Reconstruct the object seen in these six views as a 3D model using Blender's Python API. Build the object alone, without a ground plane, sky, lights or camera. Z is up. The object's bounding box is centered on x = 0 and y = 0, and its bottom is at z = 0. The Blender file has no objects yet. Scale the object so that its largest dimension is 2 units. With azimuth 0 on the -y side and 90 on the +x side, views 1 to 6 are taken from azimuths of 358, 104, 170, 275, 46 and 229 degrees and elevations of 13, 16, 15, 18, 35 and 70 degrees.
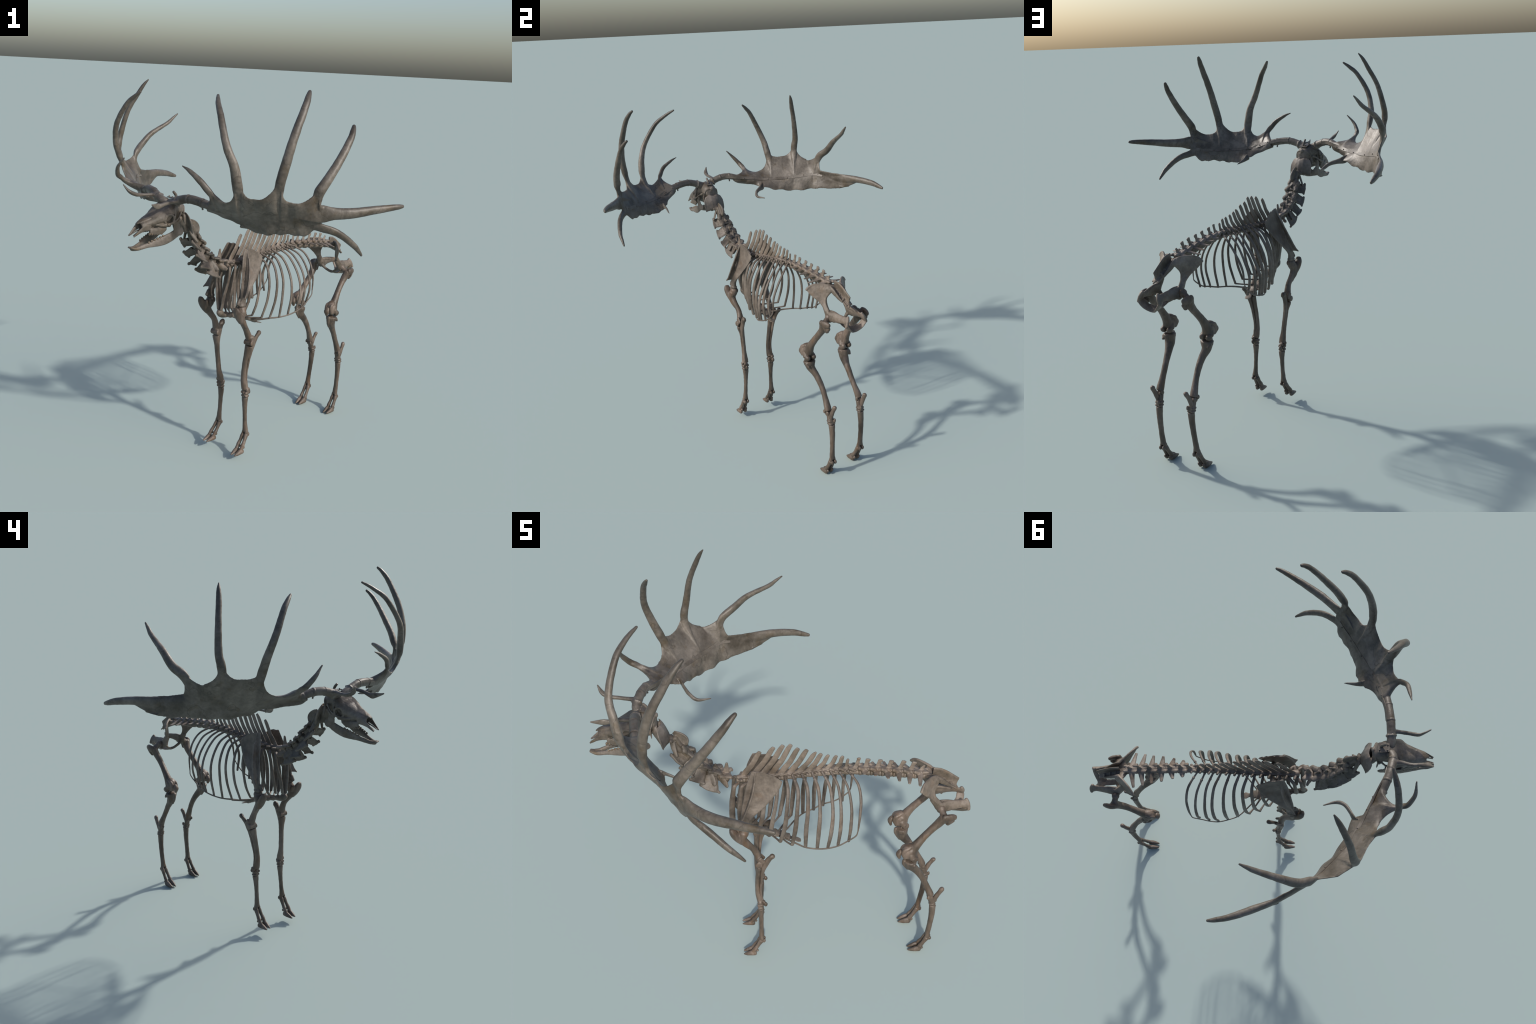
"""Mounted skeleton of a giant deer, built bone by bone.
Working frame of every bone: x = forward along the animal, y = the animal's left, z = up.
The root empty turns that frame into the stance of the mount."""
import bpy, bmesh, math, random
from mathutils import Vector, Matrix, noise
import numpy as np

random.seed(7)
V = Vector
HEADING = math.atan2(-0.739, -0.674)

# ------------------------------------------------------------------ geometry kit
class Solid:
    """Bag of closed shells that are later fused into one bone."""
    grow = 0.0

    def __init__(self):
        self.v, self.f = [], []

    def add(self, verts, faces):
        o = len(self.v)
        self.v += [tuple(p) for p in verts]
        self.f += [tuple(i + o for i in q) for q in faces]
        return self

    def loft(self, rings):
        n = len(rings[0]); verts = []; faces = []
        for r in rings:
            verts += r
        for k in range(len(rings) - 1):
            for i in range(n):
                j = (i + 1) % n
                faces.append((k*n + i, k*n + j, (k+1)*n + j, (k+1)*n + i))
        c0 = len(verts); verts.append(sum((V(p) for p in rings[0]), V())/n)
        c1 = len(verts); verts.append(sum((V(p) for p in rings[-1]), V())/n)
        m = (len(rings) - 1)*n
        for i in range(n):
            j = (i + 1) % n
            faces.append((c0, j, i)); faces.append((c1, m + i, m + j))
        return self.add(verts, faces)

    def sweep(self, pts, rad, hint=(0, 1, 0), n=14, sub=5, cap=0.75):
        """Tube through pts. rad: r or (a, b); a lies along the hint, b across it.
        hint may be one vector or one per point."""
        pts = [V(p) for p in pts]
        rad = [(r, r) if not isinstance(r, (tuple, list)) else tuple(r) for r in rad]
        rad = [(a + self.grow, b + self.grow) for a, b in rad]
        hs = [V(h) for h in hint] if isinstance(hint[0], (tuple, list, Vector)) else [V(hint)]*len(pts)
        P, A, H = spline(pts, sub), spline([V((a, b, 0)) for a, b in rad], sub), spline(hs, sub)
        T = tangents(P); rings = []
        def ring(c, t, a, b, h):
            N = h - t*h.dot(t)
            if N.length < 1e-6:
                N = t.orthogonal()
            N.normalize(); B = t.cross(N)
            return [c + N*(a*math.cos(x)) + B*(b*math.sin(x)) for x in (2*math.pi*i/n for i in range(n))]
        def ends(c, t, a, b, h, sgn):
            m = min(a, b); out = []
            for ang in (80, 60, 35):
                q = math.radians(ang)
                out.append(ring(c + t*(sgn*m*cap*math.sin(q)), t, a*math.cos(q), b*math.cos(q), h))
            return out
        a0, b0 = max(A[0].x, 2e-4), max(A[0].y, 2e-4)
        rings += ends(P[0], T[0], a0, b0, H[0], -1)
        for p, t, r, h in zip(P, T, A, H):
            rings.append(ring(p, t, max(r.x, 2e-4), max(r.y, 2e-4), h))
        a1, b1 = max(A[-1].x, 2e-4), max(A[-1].y, 2e-4)
        rings += reversed(ends(P[-1], T[-1], a1, b1, H[-1], 1))
        return self.loft(rings)

    def blob(self, c, r, rot=None, nu=14, nv=9):
        if not isinstance(r, (tuple, list)):
            r = (r, r, r)
        c = V(c); verts = []; faces = []
        M = rot if rot is not None else Matrix.Identity(3)
        for j in range(nv + 1):
            th = math.pi*j/nv
            for i in range(nu):
                ph = 2*math.pi*i/nu
                verts.append(c + M @ V((r[0]*math.sin(th)*math.cos(ph), r[1]*math.sin(th)*math.sin(ph), r[2]*math.cos(th))))
        for j in range(nv):
            for i in range(nu):
                k = (i + 1) % nu
                faces.append((j*nu + i, (j+1)*nu + i, (j+1)*nu + k, j*nu + k))
        bm = bmesh.new(); vs = [bm.verts.new(v) for v in verts]
        for q in faces:
            bm.faces.new([vs[i] for i in q])
        bmesh.ops.remove_doubles(bm, verts=bm.verts, dist=1e-7)
        bm.verts.index_update()
        self.add([v.co.copy() for v in bm.verts], [[v.index for v in q.verts] for q in bm.faces])
        bm.free(); return self

    def sheet(self, rows, thick, nv=14):
        """Bony plate. rows: list of 3-point cross lines (a, m, b); thick: half thickness per row (edge, middle)."""
        rings = []
        grid = []
        for a, m, b in rows:
            a, m, b = V(a), V(m), V(b)
            d1, d2 = (m - a).length, (b - m).length
            k = d1/max(d1 + d2, 1e-9); k = min(max(k, .2), .8)
            line = []
            for i in range(nv + 1):
                x = i/nv
                la = (x - k)*(x - 1)/k; lm = x*(x - 1)/(k*(k - 1)); lb = x*(x - k)/(1 - k)
                line.append(a*la + m*lm + b*lb)
            grid.append(line)
        R = len(grid)
        for j in range(R):
            te, tm = thick[j] if isinstance(thick[j], (tuple, list)) else (thick[j], thick[j])
            up, dn = [], []
            for i in range(nv + 1):
                du = grid[j][min(i + 1, nv)] - grid[j][max(i - 1, 0)]
                dv = grid[min(j + 1, R - 1)][i] - grid[max(j - 1, 0)][i]
                nn = du.cross(dv)
                nn = nn.normalized() if nn.length > 1e-12 else V((0, 0, 1))
                x = abs(2*i/nv - 1)
                h = (te + (tm - te)*(1 - x*x))*math.sqrt(max(1 - x**8, 0.02))
                up.append(grid[j][i] + nn*h); dn.append(grid[j][i] - nn*h)
            rings.append(up + dn[::-1])
        return self.loft(rings)

    def mirrored(self):
        s = Solid(); s.v = [(x, -y, z) for x, y, z in self.v]; s.f = [q[::-1] for q in self.f]
        return s

    def warp(self, fn):
        self.v = [tuple(fn(V(p))) for p in self.v]; return self


def spline(P, sub):
    if len(P) == 2:
        return [P[0].lerp(P[1], i/sub) for i in range(sub + 1)]
    Q = [P[0]*2 - P[1]] + list(P) + [P[-1]*2 - P[-2]]
    out = []
    for i in range(1, len(Q) - 2):
        a, b, c, d = Q[i-1], Q[i], Q[i+1], Q[i+2]
        for k in range(sub):
            u = k/sub
            out.append((b*2 + (c - a)*u + (a*2 - b*5 + c*4 - d)*u*u + (b*3 - a - c*3 + d)*u**3)*0.5)
    out.append(P[-1].copy())
    return out


def resample(P, n, sub=12):
    Q = spline([V(p) for p in P], sub); d = [0.0]
    for i in range(1, len(Q)):
        d.append(d[-1] + (Q[i] - Q[i-1]).length)
    out = []; k = 0
    for j in range(n):
        t = d[-1]*j/(n - 1)
        while k < len(d) - 2 and d[k+1] < t:
            k += 1
        s = (t - d[k])/max(d[k+1] - d[k], 1e-9)
        out.append(Q[k].lerp(Q[k+1], min(max(s, 0), 1)))
    return out


def tangents(P):
    return [(P[min(i+1, len(P)-1)] - P[max(i-1, 0)]).normalized() for i in range(len(P))]


def lerp_table(tab, x):
    return float(np.interp(x, [t[0] for t in tab], [t[1] for t in tab]))

# ------------------------------------------------------------------ scene bookkeeping
scene = bpy.context.scene
coll = scene.collection
root = bpy.data.objects.new("giant_deer_skeleton", None)
coll.objects.link(root)
root.rotation_euler = (0, 0, HEADING)
root["label"] = "mounted brown-grey skeleton of a giant deer with huge palmate antlers"
root["category"] = "animal skeleton"
jobs = []          # (object, lump amplitude, lump scale)

def mesh_of(name, s):
    me = bpy.data.meshes.new(name)
    me.from_pydata(s.v, [], s.f); me.validate(); me.update()
    bm = bmesh.new(); bm.from_mesh(me)
    bmesh.ops.recalc_face_normals(bm, faces=bm.faces); bm.to_mesh(me); bm.free()
    return me

def bone(name, s, mat, voxel=0.002, smooth=3, lump=0.0006, lscale=45, parent=None, kind=None, fuse=True):
    ob = bpy.data.objects.new(name, mesh_of(name, s))
    coll.objects.link(ob)
    ob.parent = parent or root
    ob.data.materials.append(mat)
    if fuse:
        m = ob.modifiers.new("fuse", 'REMESH'); m.mode = 'VOXEL'; m.voxel_size = voxel; m.use_smooth_shade = True
        if smooth:
            k = ob.modifiers.new("soften", 'SMOOTH'); k.factor = 0.5; k.iterations = smooth
    jobs.append((ob, lump if fuse else 0, lscale))
    if kind:
        ob["kind"] = kind
    return ob

def carve(s, cutters):
    """Subtract the cutter solids from s."""
    a = bpy.data.objects.new("tmp", mesh_of("tmp", s)); coll.objects.link(a)
    m = a.modifiers.new("fuse", 'REMESH'); m.mode = 'VOXEL'; m.voxel_size = 0.0022
    cs = []
    for c in cutters:
        o = bpy.data.objects.new("cut", mesh_of("cut", c)); coll.objects.link(o); cs.append(o)
        b = a.modifiers.new("cut", 'BOOLEAN'); b.operation = 'DIFFERENCE'; b.object = o; b.solver = 'EXACT'
    dg = bpy.context.evaluated_depsgraph_get()
    me = bpy.data.meshes.new_from_object(a.evaluated_get(dg))
    out = Solid().add([v.co.copy() for v in me.vertices], [list(p.vertices) for p in me.polygons])
    bpy.data.meshes.remove(me)
    for o in cs + [a]:
        d = o.data; bpy.data.objects.remove(o); bpy.data.meshes.remove(d)
    return out

# ------------------------------------------------------------------ materials
def bone_material(name, light, mid, dark, stain, stain_amt=0.35, streak=(1, 1, 1), rough=0.5, seed=0.0, tips=None, veins=False):
    m = bpy.data.materials.new(name); m.use_nodes = True
    nt = m.node_tree; N = nt.nodes; L = nt.links
    bs = N["Principled BSDF"]
    tc = N.new("ShaderNodeTexCoord"); mp = N.new("ShaderNodeMapping")
    mp.inputs["Location"].default_value = (seed, seed*0.7, -seed)
    mp.inputs["Scale"].default_value = streak
    L.new(tc.outputs["Object"], mp.inputs["Vector"])
    def nz(scale, detail, rough=0.6, vec=mp):
        n = N.new("ShaderNodeTexNoise"); n.inputs["Scale"].default_value = scale
        n.inputs["Detail"].default_value = detail; n.inputs["Roughness"].default_value = rough
        L.new(vec.outputs["Vector"], n.inputs["Vector"]); return n
    def ramp(src, stops):
        r = N.new("ShaderNodeValToRGB"); e = r.color_ramp.elements
        while len(e) < len(stops):
            e.new(0.5)
        for k, (p, c) in zip(e, stops):
            k.position = p; k.color = c if len(c) == 4 else (*c, 1)
        L.new(src, r.inputs["Fac"]); return r
    def mix(fac, a, b, amt=1.0):
        x = N.new("ShaderNodeMix"); x.data_type = 'RGBA'
        if fac is None:
            x.inputs[0].default_value = amt
        else:
            q = N.new("ShaderNodeMath"); q.operation = 'MULTIPLY'; q.inputs[1].default_value = amt
            L.new(fac, q.inputs[0]); L.new(q.outputs[0], x.inputs[0])
        for s, i in ((a, 6), (b, 7)):
            if isinstance(s, tuple):
                x.inputs[i].default_value = (*s, 1)
            else:
                L.new(s, x.inputs[i])
        return x.outputs[2]
    big = nz(9, 6); fine = nz(60, 8, 0.7); st = nz(14, 5, 0.65)
    base = ramp(big.outputs["Fac"], [(0.34, dark), (0.5, mid), (0.64, light)]).outputs["Color"]
    grain = ramp(fine.outputs["Fac"], [(0.35, (0.70, 0.70, 0.70)), (0.65, (1.15, 1.15, 1.15))]).outputs["Color"]
    g = N.new("ShaderNodeMix"); g.data_type = 'RGBA'; g.blend_type = 'MULTIPLY'; g.inputs[0].default_value = 0.8
    L.new(base, g.inputs[6]); L.new(grain, g.inputs[7])
    sm = ramp(st.outputs["Fac"], [(0.54, (0, 0, 0)), (0.70, (1, 1, 1))]).outputs["Color"]
    col = mix(sm, g.outputs[2], stain, stain_amt)
    if veins:                                              # fine dark cracks and vessel lines
        v = nz(7, 3, 0.5); ab = N.new("ShaderNodeMath"); ab.operation = 'SUBTRACT'; ab.inputs[1].default_value = 0.5
        L.new(v.outputs["Fac"], ab.inputs[0])
        a2 = N.new("ShaderNodeMath"); a2.operation = 'ABSOLUTE'; L.new(ab.outputs[0], a2.inputs[0])
        vm = ramp(a2.outputs[0], [(0.0, (1, 1, 1)), (0.011, (0, 0, 0))]).outputs["Color"]
        col = mix(vm, col, (0.030, 0.024, 0.017), 0.55)
    if tips:
        zlo, zhi, tcol = tips
        sx = N.new("ShaderNodeSeparateXYZ"); L.new(tc.outputs["Object"], sx.inputs[0])
        mr = N.new("ShaderNodeMapRange"); mr.inputs[1].default_value = zlo; mr.inputs[2].default_value = zhi
        L.new(sx.outputs["Z"], mr.inputs[0])
        mm = N.new("ShaderNodeMath"); mm.operation = 'MULTIPLY'
        L.new(mr.outputs[0], mm.inputs[0]); L.new(big.outputs["Fac"], mm.inputs[1])
        col = mix(mm.outputs[0], col, tcol, 1.0)
    L.new(col, bs.inputs["Base Color"])
    rr = N.new("ShaderNodeMapRange"); rr.inputs[3].default_value = rough - 0.08; rr.inputs[4].default_value = rough + 0.12
    L.new(fine.outputs["Fac"], rr.inputs[0]); L.new(rr.outputs[0], bs.inputs["Roughness"])
    bs.inputs["Specular IOR Level"].default_value = 0.4
    b1 = N.new("ShaderNodeBump"); b1.inputs["Strength"].default_value = 0.25; b1.inputs["Distance"].default_value = 0.002
    pits = nz(170, 6, 0.7); L.new(pits.outputs["Fac"], b1.inputs["Height"])
    b2 = N.new("ShaderNodeBump"); b2.inputs["Strength"].default_value = 0.3; b2.inputs["Distance"].default_value = 0.004
    L.new(fine.outputs["Fac"], b2.inputs["Height"]); L.new(b1.outputs["Normal"], b2.inputs["Normal"])
    L.new(b2.outputs["Normal"], bs.inputs["Normal"])
    return m

OCHRE = (0.16, 0.085, 0.03)
M_AXIAL = bone_material("pale_bone", (0.189, 0.158, 0.130), (0.139, 0.114, 0.092), (0.080, 0.066, 0.050), (0.11, 0.058, 0.02), 0.4)
M_RIB = bone_material("rib_bone", (0.150, 0.127, 0.107), (0.112, 0.093, 0.077), (0.069, 0.056, 0.045), (0.10, 0.058, 0.03), 0.4, seed=3.1)
M_LIMB = bone_material("limb_bone", (0.143, 0.111, 0.090), (0.095, 0.073, 0.056), (0.050, 0.038, 0.028), (0.10, 0.050, 0.02), 0.55, streak=(1.6, 1.6, 0.45), seed=5.3, rough=0.42)
M_SKULL = bone_material("skull_bone", (0.147, 0.126, 0.109), (0.101, 0.086, 0.071), (0.055, 0.046, 0.035), (0.095, 0.06, 0.022), 0.4, seed=8.2)
M_ANTLER = bone_material("antler_bone", (0.138, 0.120, 0.101), (0.096, 0.083, 0.068), (0.050, 0.041, 0.031), (0.060, 0.040, 0.016), 0.6, seed=1.7, rough=0.40, veins=True, tips=(1.72, 2.02, (0.025, 0.022, 0.018)))
M_TOOTH = bone_material("tooth_enamel", (0.17, 0.135, 0.10), (0.12, 0.092, 0.066), (0.065, 0.050, 0.035), OCHRE, 0.2, seed=2.2, rough=0.35)
M_IRON = bone_material("painted_iron", (0.125, 0.108, 0.090), (0.092, 0.078, 0.064), (0.052, 0.043, 0.034), (0.055, 0.045, 0.02), 0.4, seed=4.4, rough=0.4)

# ------------------------------------------------------------------ skull
def skull():
    st = [  # forward, half width, top, bottom
        (.452, .020, 1.420, 1.378), (.462, .036, 1.438, 1.364), (.49, .044, 1.452, 1.354), (.52, .046, 1.459, 1.353),
        (.55, .052, 1.459, 1.353), (.575, .063, 1.451, 1.352), (.60, .071, 1.438, 1.343), (.62, .068, 1.428, 1.332),
        (.645, .055, 1.414, 1.326), (.675, .045, 1.398, 1.324), (.70, .038, 1.384, 1.328), (.722, .031, 1.376, 1.334), (.738, .025, 1.366, 1.338)]
    rings = []
    for f, w, t, b in st:
        c, h = (t + b)/2, (t - b)/2; r = []
        for i in range(28):
            a = 2*math.pi*i/28; x, y = math.cos(a), math.sin(a)
            e = .75 if f < .62 else .95                  # boxy brain case, rounder muzzle
            x = math.copysign(abs(x)**e, x); y = math.copysign(abs(y)**0.85, y)
            z = c + h*y
            k = 1 - 0.42*max(0, -y)
            r.append(V((f, w*x*k, z)))
        rings.append(r)
    body = Solid().loft(rings)
    cut = []
    for s in (1, -1):
        cut.append(Solid().blob((.606, s*.078, 1.378), (.0215, .024, .0205)))       # eye socket
        cut.append(Solid().blob((.535, s*.072, 1.400), (.027, .026, .032)))          # temporal hollow
        cut.append(Solid().blob((.658, s*.059, 1.386), (.014, .008, .009)))          # pit before the eye
        cut.append(Solid().blob((.612, s*.038, 1.449), (.010, .006, .010)))          # foramen on the brow
        cut.append(Solid().blob((.742, s*.007, 1.349), (.034, .0125, .0135)))        # nasal passage
    body = carve(body, cut)
    body.sweep([(.685, 0, 1.387), (.715, 0, 1.376), (.736, 0, 1.369), (.748, 0, 1.362)], [(.028, .006), (.020, .0055), (.013, .004), (.006, .003)])
    for s in (1, -1):
        body.sweep([(.695, s*.033, 1.347), (.722, s*.028, 1.343), (.748, s*.023, 1.330), (.764, s*.020, 1.319), (.779, s*.018, 1.309)],
                   [(.016, .006), (.015, .0055), (.009, .0045), (.0065, .004), (.004, .0035)], hint=(0.3, 0, 1))
        body.sweep([(.700, s*.008, 1.336), (.745, s*.009, 1.326), (.777, s*.010, 1.312)], [(.006, .004), (.004, .003), (.003, .002)])
        # rim of the eye socket
        rim = [(.606 + .0245*math.cos(a), s*(.0655 - .006*math.cos(a) + .003*math.sin(a)), 1.378 + .0235*math.sin(a)) for a in np.linspace(0, 2*math.pi, 17)]
        rim = [(x, y - s*.003, z) for x, y, z in rim]
        body.sweep(rim, [.0052]*17, sub=2, n=8)
        body.blob((.592, s*.028, 1.370), (.026, .022, .026))
        # cheek arch back to the ear
        body.sweep([(.615, s*.066, 1.353), (.585, s*.070, 1.362), (.558, s*.069, 1.374), (.53, s*.060, 1.390), (.505, s*.048, 1.398)],
                   [(.008, .004), (.006, .0035), (.005, .003), (.006, .004), (.008, .005)], hint=(0, 0, 1))
        body.sweep([(.585, s*.068, 1.368), (.575, s*.069, 1.392), (.572, s*.062, 1.425)], [.0045, .004, .006])
        # upper jaw carrying the teeth
        body.sweep([(.612, s*.044, 1.332), (.635, s*.043, 1.326), (.665, s*.041, 1.325), (.698, s*.034, 1.328)], [(.010, .009), (.017, .0085), (.018, .0085), (.015, .007)], hint=(0, 0, 1), cap=.4)
        body.sweep([(.60, s*.058, 1.350), (.635, s*.051, 1.350), (.668, s*.040, 1.354)], [.010, .009, .006])
        # condyles, ear bulla, hooked process under the ear
        body.blob((.462, s*.018, 1.382), (.013, .012, .014))
        body.blob((.498, s*.034, 1.366), (.014, .012, .014))
        body.sweep([(.487, s*.046, 1.385), (.484, s*.052, 1.360), (.482, s*.055, 1.345)], [(.010, .005), (.007, .004), (.002, .002)])
        body.sweep([(.455, s*.004, 1.435), (.470, s*.036, 1.420), (.485, s*.050, 1.392)], [(.006, .005), (.006, .005), (.005, .004)])
    body.blob((.452, 0, 1.432), (.010, .012, .012))
    body.sweep([(.50, 0, 1.354), (.57, 0, 1.350), (.65, 0, 1.335)], [(.018, .010), (.014, .008), (.014, .008)])
    body.warp(lambda p: V(((p.x if p.x > .56 else .56 - (.56 - p.x)*.76) - .004, p.y, p.z)))     # short brain case
    bone("skull", body, M_SKULL, 0.0018, 2, 0.0007, 60)

    jaw = Solid()
    for s in (1, -1):
        jaw.sweep([(.793, s*.004, 1.259), (.766, s*.010, 1.251), (.735, s*.017, 1.256), (.70, s*.028, 1.264), (.66, s*.037, 1.272),
                   (.615, s*.046, 1.281), (.575, s*.053, 1.296), (.535, s*.058, 1.316)],
                  [(.004, .010), (.009, .010), (.011, .008), (.013, .007), (.020, .008), (.023, .0085), (.022, .007), (.021, .005)], hint=(0, 0, 1))
        jaw.sweep([(.545, s*.058, 1.303), (.552, s*.060, 1.335), (.556, s*.061, 1.362)], [(.026, .006), (.023, .005), (.017, .004)], hint=(1, 0, .2))
        jaw.blob((.527, s*.058, 1.312), (.022, .005, .020))
        jaw.sweep([(.548, s*.061, 1.355), (.541, s*.060, 1.374)], [(.010, .006), (.007, .012)], hint=(1, 0, 0))
        jaw.sweep([(.568, s*.060, 1.35), (.566, s*.058, 1.385), (.556, s*.056, 1.405)], [(.011, .004), (.007, .003), (.003, .002)], hint=(1, 0, 0))
    jaw.blob((.762, 0, 1.248), (.028, .013, .009)).blob((.785, 0, 1.257), (.014, .013, .004))
    jaw.warp(lambda p: p - V((.010*min(1, max(0, (p.x - .50)/.25)), 0, .002)))
    bone("mandible", jaw, M_SKULL, 0.0018, 2, 0.0007, 60)

    up, lo = Solid(), Solid()
    for s in (1, -1):
        for i in range(6):
            k = i/5
            size = .0075 - .0018*k
            up.blob((.631 + .068*k, s*(.0425 - .006*k), 1.3125 + .002*k), (size*1.05, .0072 - .0015*k, .0070))
            lo.blob((.622 + .074*k, s*(.0455 - .0145*k), 1.2985 - .024*k), (size, .0052 - .001*k, .0062))
            up.blob((.631 + .068*k + .002, s*(.0465 - .006*k), 1.312 + .002*k), (size*.5, .003, .0062))
    bone("upper_teeth", up, M_TOOTH, 0.0013, 1, 0, kind="stuff")
    bone("lower_teeth", lo, M_TOOTH, 0.0013, 1, 0, kind="stuff")
skull()

# ------------------------------------------------------------------ antlers
def antler(beam, brow, start, bays, fingers, tail, strap, lower, tines, along, ripple, strap_end):
    """Palm = curved sheet between a lower edge and an upper edge that climbs each finger in U-shaped bays."""
    a = Solid()
    a.sweep(beam[0], beam[1], hint=(0, 0, 1), sub=6, n=18)
    p0, p1 = V(beam[0][1]), V(beam[0][2]); d = (p1 - p0).normalized(); c = p0 + d*.014
    a.sweep([c - d*.005, c, c + d*.005], [.021, .0258, .022], hint=(0, 0, 1), n=18)
    for k in range(12):                                    # beaded burr at the foot of the antler
        e = d.orthogonal().normalized(); e.rotate(Matrix.Rotation(2*math.pi*k/12, 3, d))
        a.blob(c + e*.0225, .0050 + .0012*math.sin(3*k), nu=8, nv=6)
    a.sweep(brow[0], brow[1], hint=(0, 0, 1))

    N = 200
    S, Lw = resample(strap, N), resample(lower, N)
    TS = tangents(S)
    bays = [V(q) for q in bays]; start = V(start)
    def near(p, lo):
        k = min(range(N), key=lambda i: (S[i] - p).length)/(N - 1)
        return max(k, lo)
    upper = [(0.0, start, None)]; t0 = 0.0; prev = start; centres = []
    for (pts, rad), bay in zip(fingers, bays):
        A = V(pts[0]); T = (V(pts[1]) - A).normalized()
        ta = near(A - T*.07, t0 + .03); tb = near(bay, ta + .03)
        for sgn, B, tB in ((0, prev, t0), (1, bay, tb)):
            Ae = A + V(along).normalized()*(rad[0]*.55*(-1 if sgn == 0 else 1))
            D = Ae - B; ax = T*D.dot(T); lat = D - ax
            arc = [(tB + (ta - tB)*math.sin(th), B + lat*math.sin(th) + ax*(1 - math.cos(th)), (T, math.sin(th)**2)) for th in np.linspace(0, math.pi/2, 10)]
            if sgn == 0:
                upper += arc[1:]; centres.append((ta, A, T, pts, rad))
            else:
                upper += arc[::-1]
        t0, prev = tb, bay
    m = len(tail)
    for i, q in enumerate(tail):
        upper.append((t0 + (1 - t0)*(i + 1)/m, V(q), None))
    def at(P, t):
        x = min(max(t, 0), 1)*(N - 1); i = min(int(x), N - 2)
        return P[i].lerp(P[i+1], x - i)
    nv = 20
    def hermite(p, m0, q, m1, x):
        return p*(2*x**3 - 3*x*x + 1) + m0*(x**3 - 2*x*x + x) + q*(3*x*x - 2*x**3) + m1*(x**3 - x*x)
    def column(t, u, tine=None):
        """Cross line of the palm: leaves a finger along its axis, passes the strap line, ends on the lower edge."""
        s0, l0 = at(S, t), at(Lw, t)
        d1, d2 = (s0 - u).length, (l0 - s0).length
        k = d1/max(d1 + d2, 1e-9)
        m0 = (s0 - u)
        if tine:
            m0 = m0.lerp(-tine[0]*d1, tine[1])
        ms = l0 - u
        out = []
        for i in range(nv + 1):
            x = i/nv
            out.append(hermite(u, m0, s0, ms*k, x/k) if x < k else hermite(s0, ms*(1 - k), l0, l0 - s0, (x - k)/max(1 - k, 1e-6)))
        return out
    rings = []; skin = []
    for t, u, tn in upper:
        line = column(t, u, tn); ts = at(TS, t); skin += line
        fat = max(0, 1 - t/.22)
        up, dn = [], []
        for i in range(nv + 1):
            dl = (line[min(i + 1, nv)] - line[max(i - 1, 0)])
            nn = dl.cross(ts).normalized()
            x = abs(2*i/nv - 1)
            h = (.0048 + .006*fat + (.0022 + .010*fat)*(1 - x*x))*math.sqrt(max(1 - x**8, .03))
            g = max(0, (i/nv - .55)/.45)
            p = line[i] + nn*(ripple*g*math.sin(t*46 + 2*i/nv)) + dl.normalized()*(.0035*g**4*math.sin(t*60)*(1 if t > .25 else 0))
            p += nn*(.0013*math.sin(t*38 + 3*math.sin(i/nv*3))*(1 - g))
            up.append(p + nn*h); dn.append(p - nn*h)
        rings.append(up + dn[::-1])
    a.loft(rings)
    for ta, A, T, pts, rad in centres:                     # rounded fingers that grow out of the sheet
        col = column(ta, A, (T, 1.0))
        path = [col[10], col[7], col[4], col[2], A] + [V(p) for p in pts[1:]]
        r0 = rad[0]
        rr = [(.010, .0025), (r0*.75, .0055), (r0*.95, .009), (r0*1.0, r0*.58), (r0, r0*.76)] + [(r, r*.80) for r in rad[1:]]
        a.sweep(path, rr, hint=along, sub=7, n=16, cap=.9)
    for pts, rad, h in tines:
        pts = [min(skin, key=lambda q: (q - V(p)).length) if i < 2 else V(p) for i, p in enumerate(pts)]
        a.sweep(pts, [(r if isinstance(r, tuple) else (r, r*.8)) for r in rad], hint=h or along, sub=7, n=16, cap=.9)
    ob = bone("antler", a, M_ANTLER, 0.0026, 7, 0.0010, 26)

    # iron strap screwed along the hind face of beam and palm
    top = resample([start] + bays, N)
    line = resample([beam[0][2], beam[0][3]] + [S[i] for i in range(36, int(N*strap_end) - 10, 22)] + [S[int(N*strap_end) - 1]], 44)
    T = tangents(line); g = Solid(); rings = []; bolts = []
    for j, p in enumerate(line):
        k = min(range(N), key=lambda i: (S[i] - p).length)
        w = (top[k] - Lw[k]).normalized()
        nn = w.cross(T[j]).normalized()
        if nn.x > 0:
            nn = -nn
        w = nn.cross(T[j]).normalized()
        fat = max(0, 1 - (k/(N - 1))/.22)
        off = .0068 + .0135*fat
        q = p + nn*off
        rings.append([q + w*.009 + nn*.0018, q - w*.009 + nn*.0018, q - w*.009 - nn*.005, q + w*.009 - nn*.005])
        if j in (10, 14, 20, 28, 35, 41):
            bolts.append((q + nn*.0012 + w*(.003 if j % 2 else -.003), nn))
    g.loft(rings)
    bone("iron_strap", g, M_IRON, fuse=False, parent=ob)
    for q, nn in bolts:
        bone("bolt", Solid().sweep([q, q + nn*.003], [.0038, .0034], hint=nn.orthogonal(), n=10, sub=1, cap=.5), M_IRON, fuse=False, parent=ob)
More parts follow.
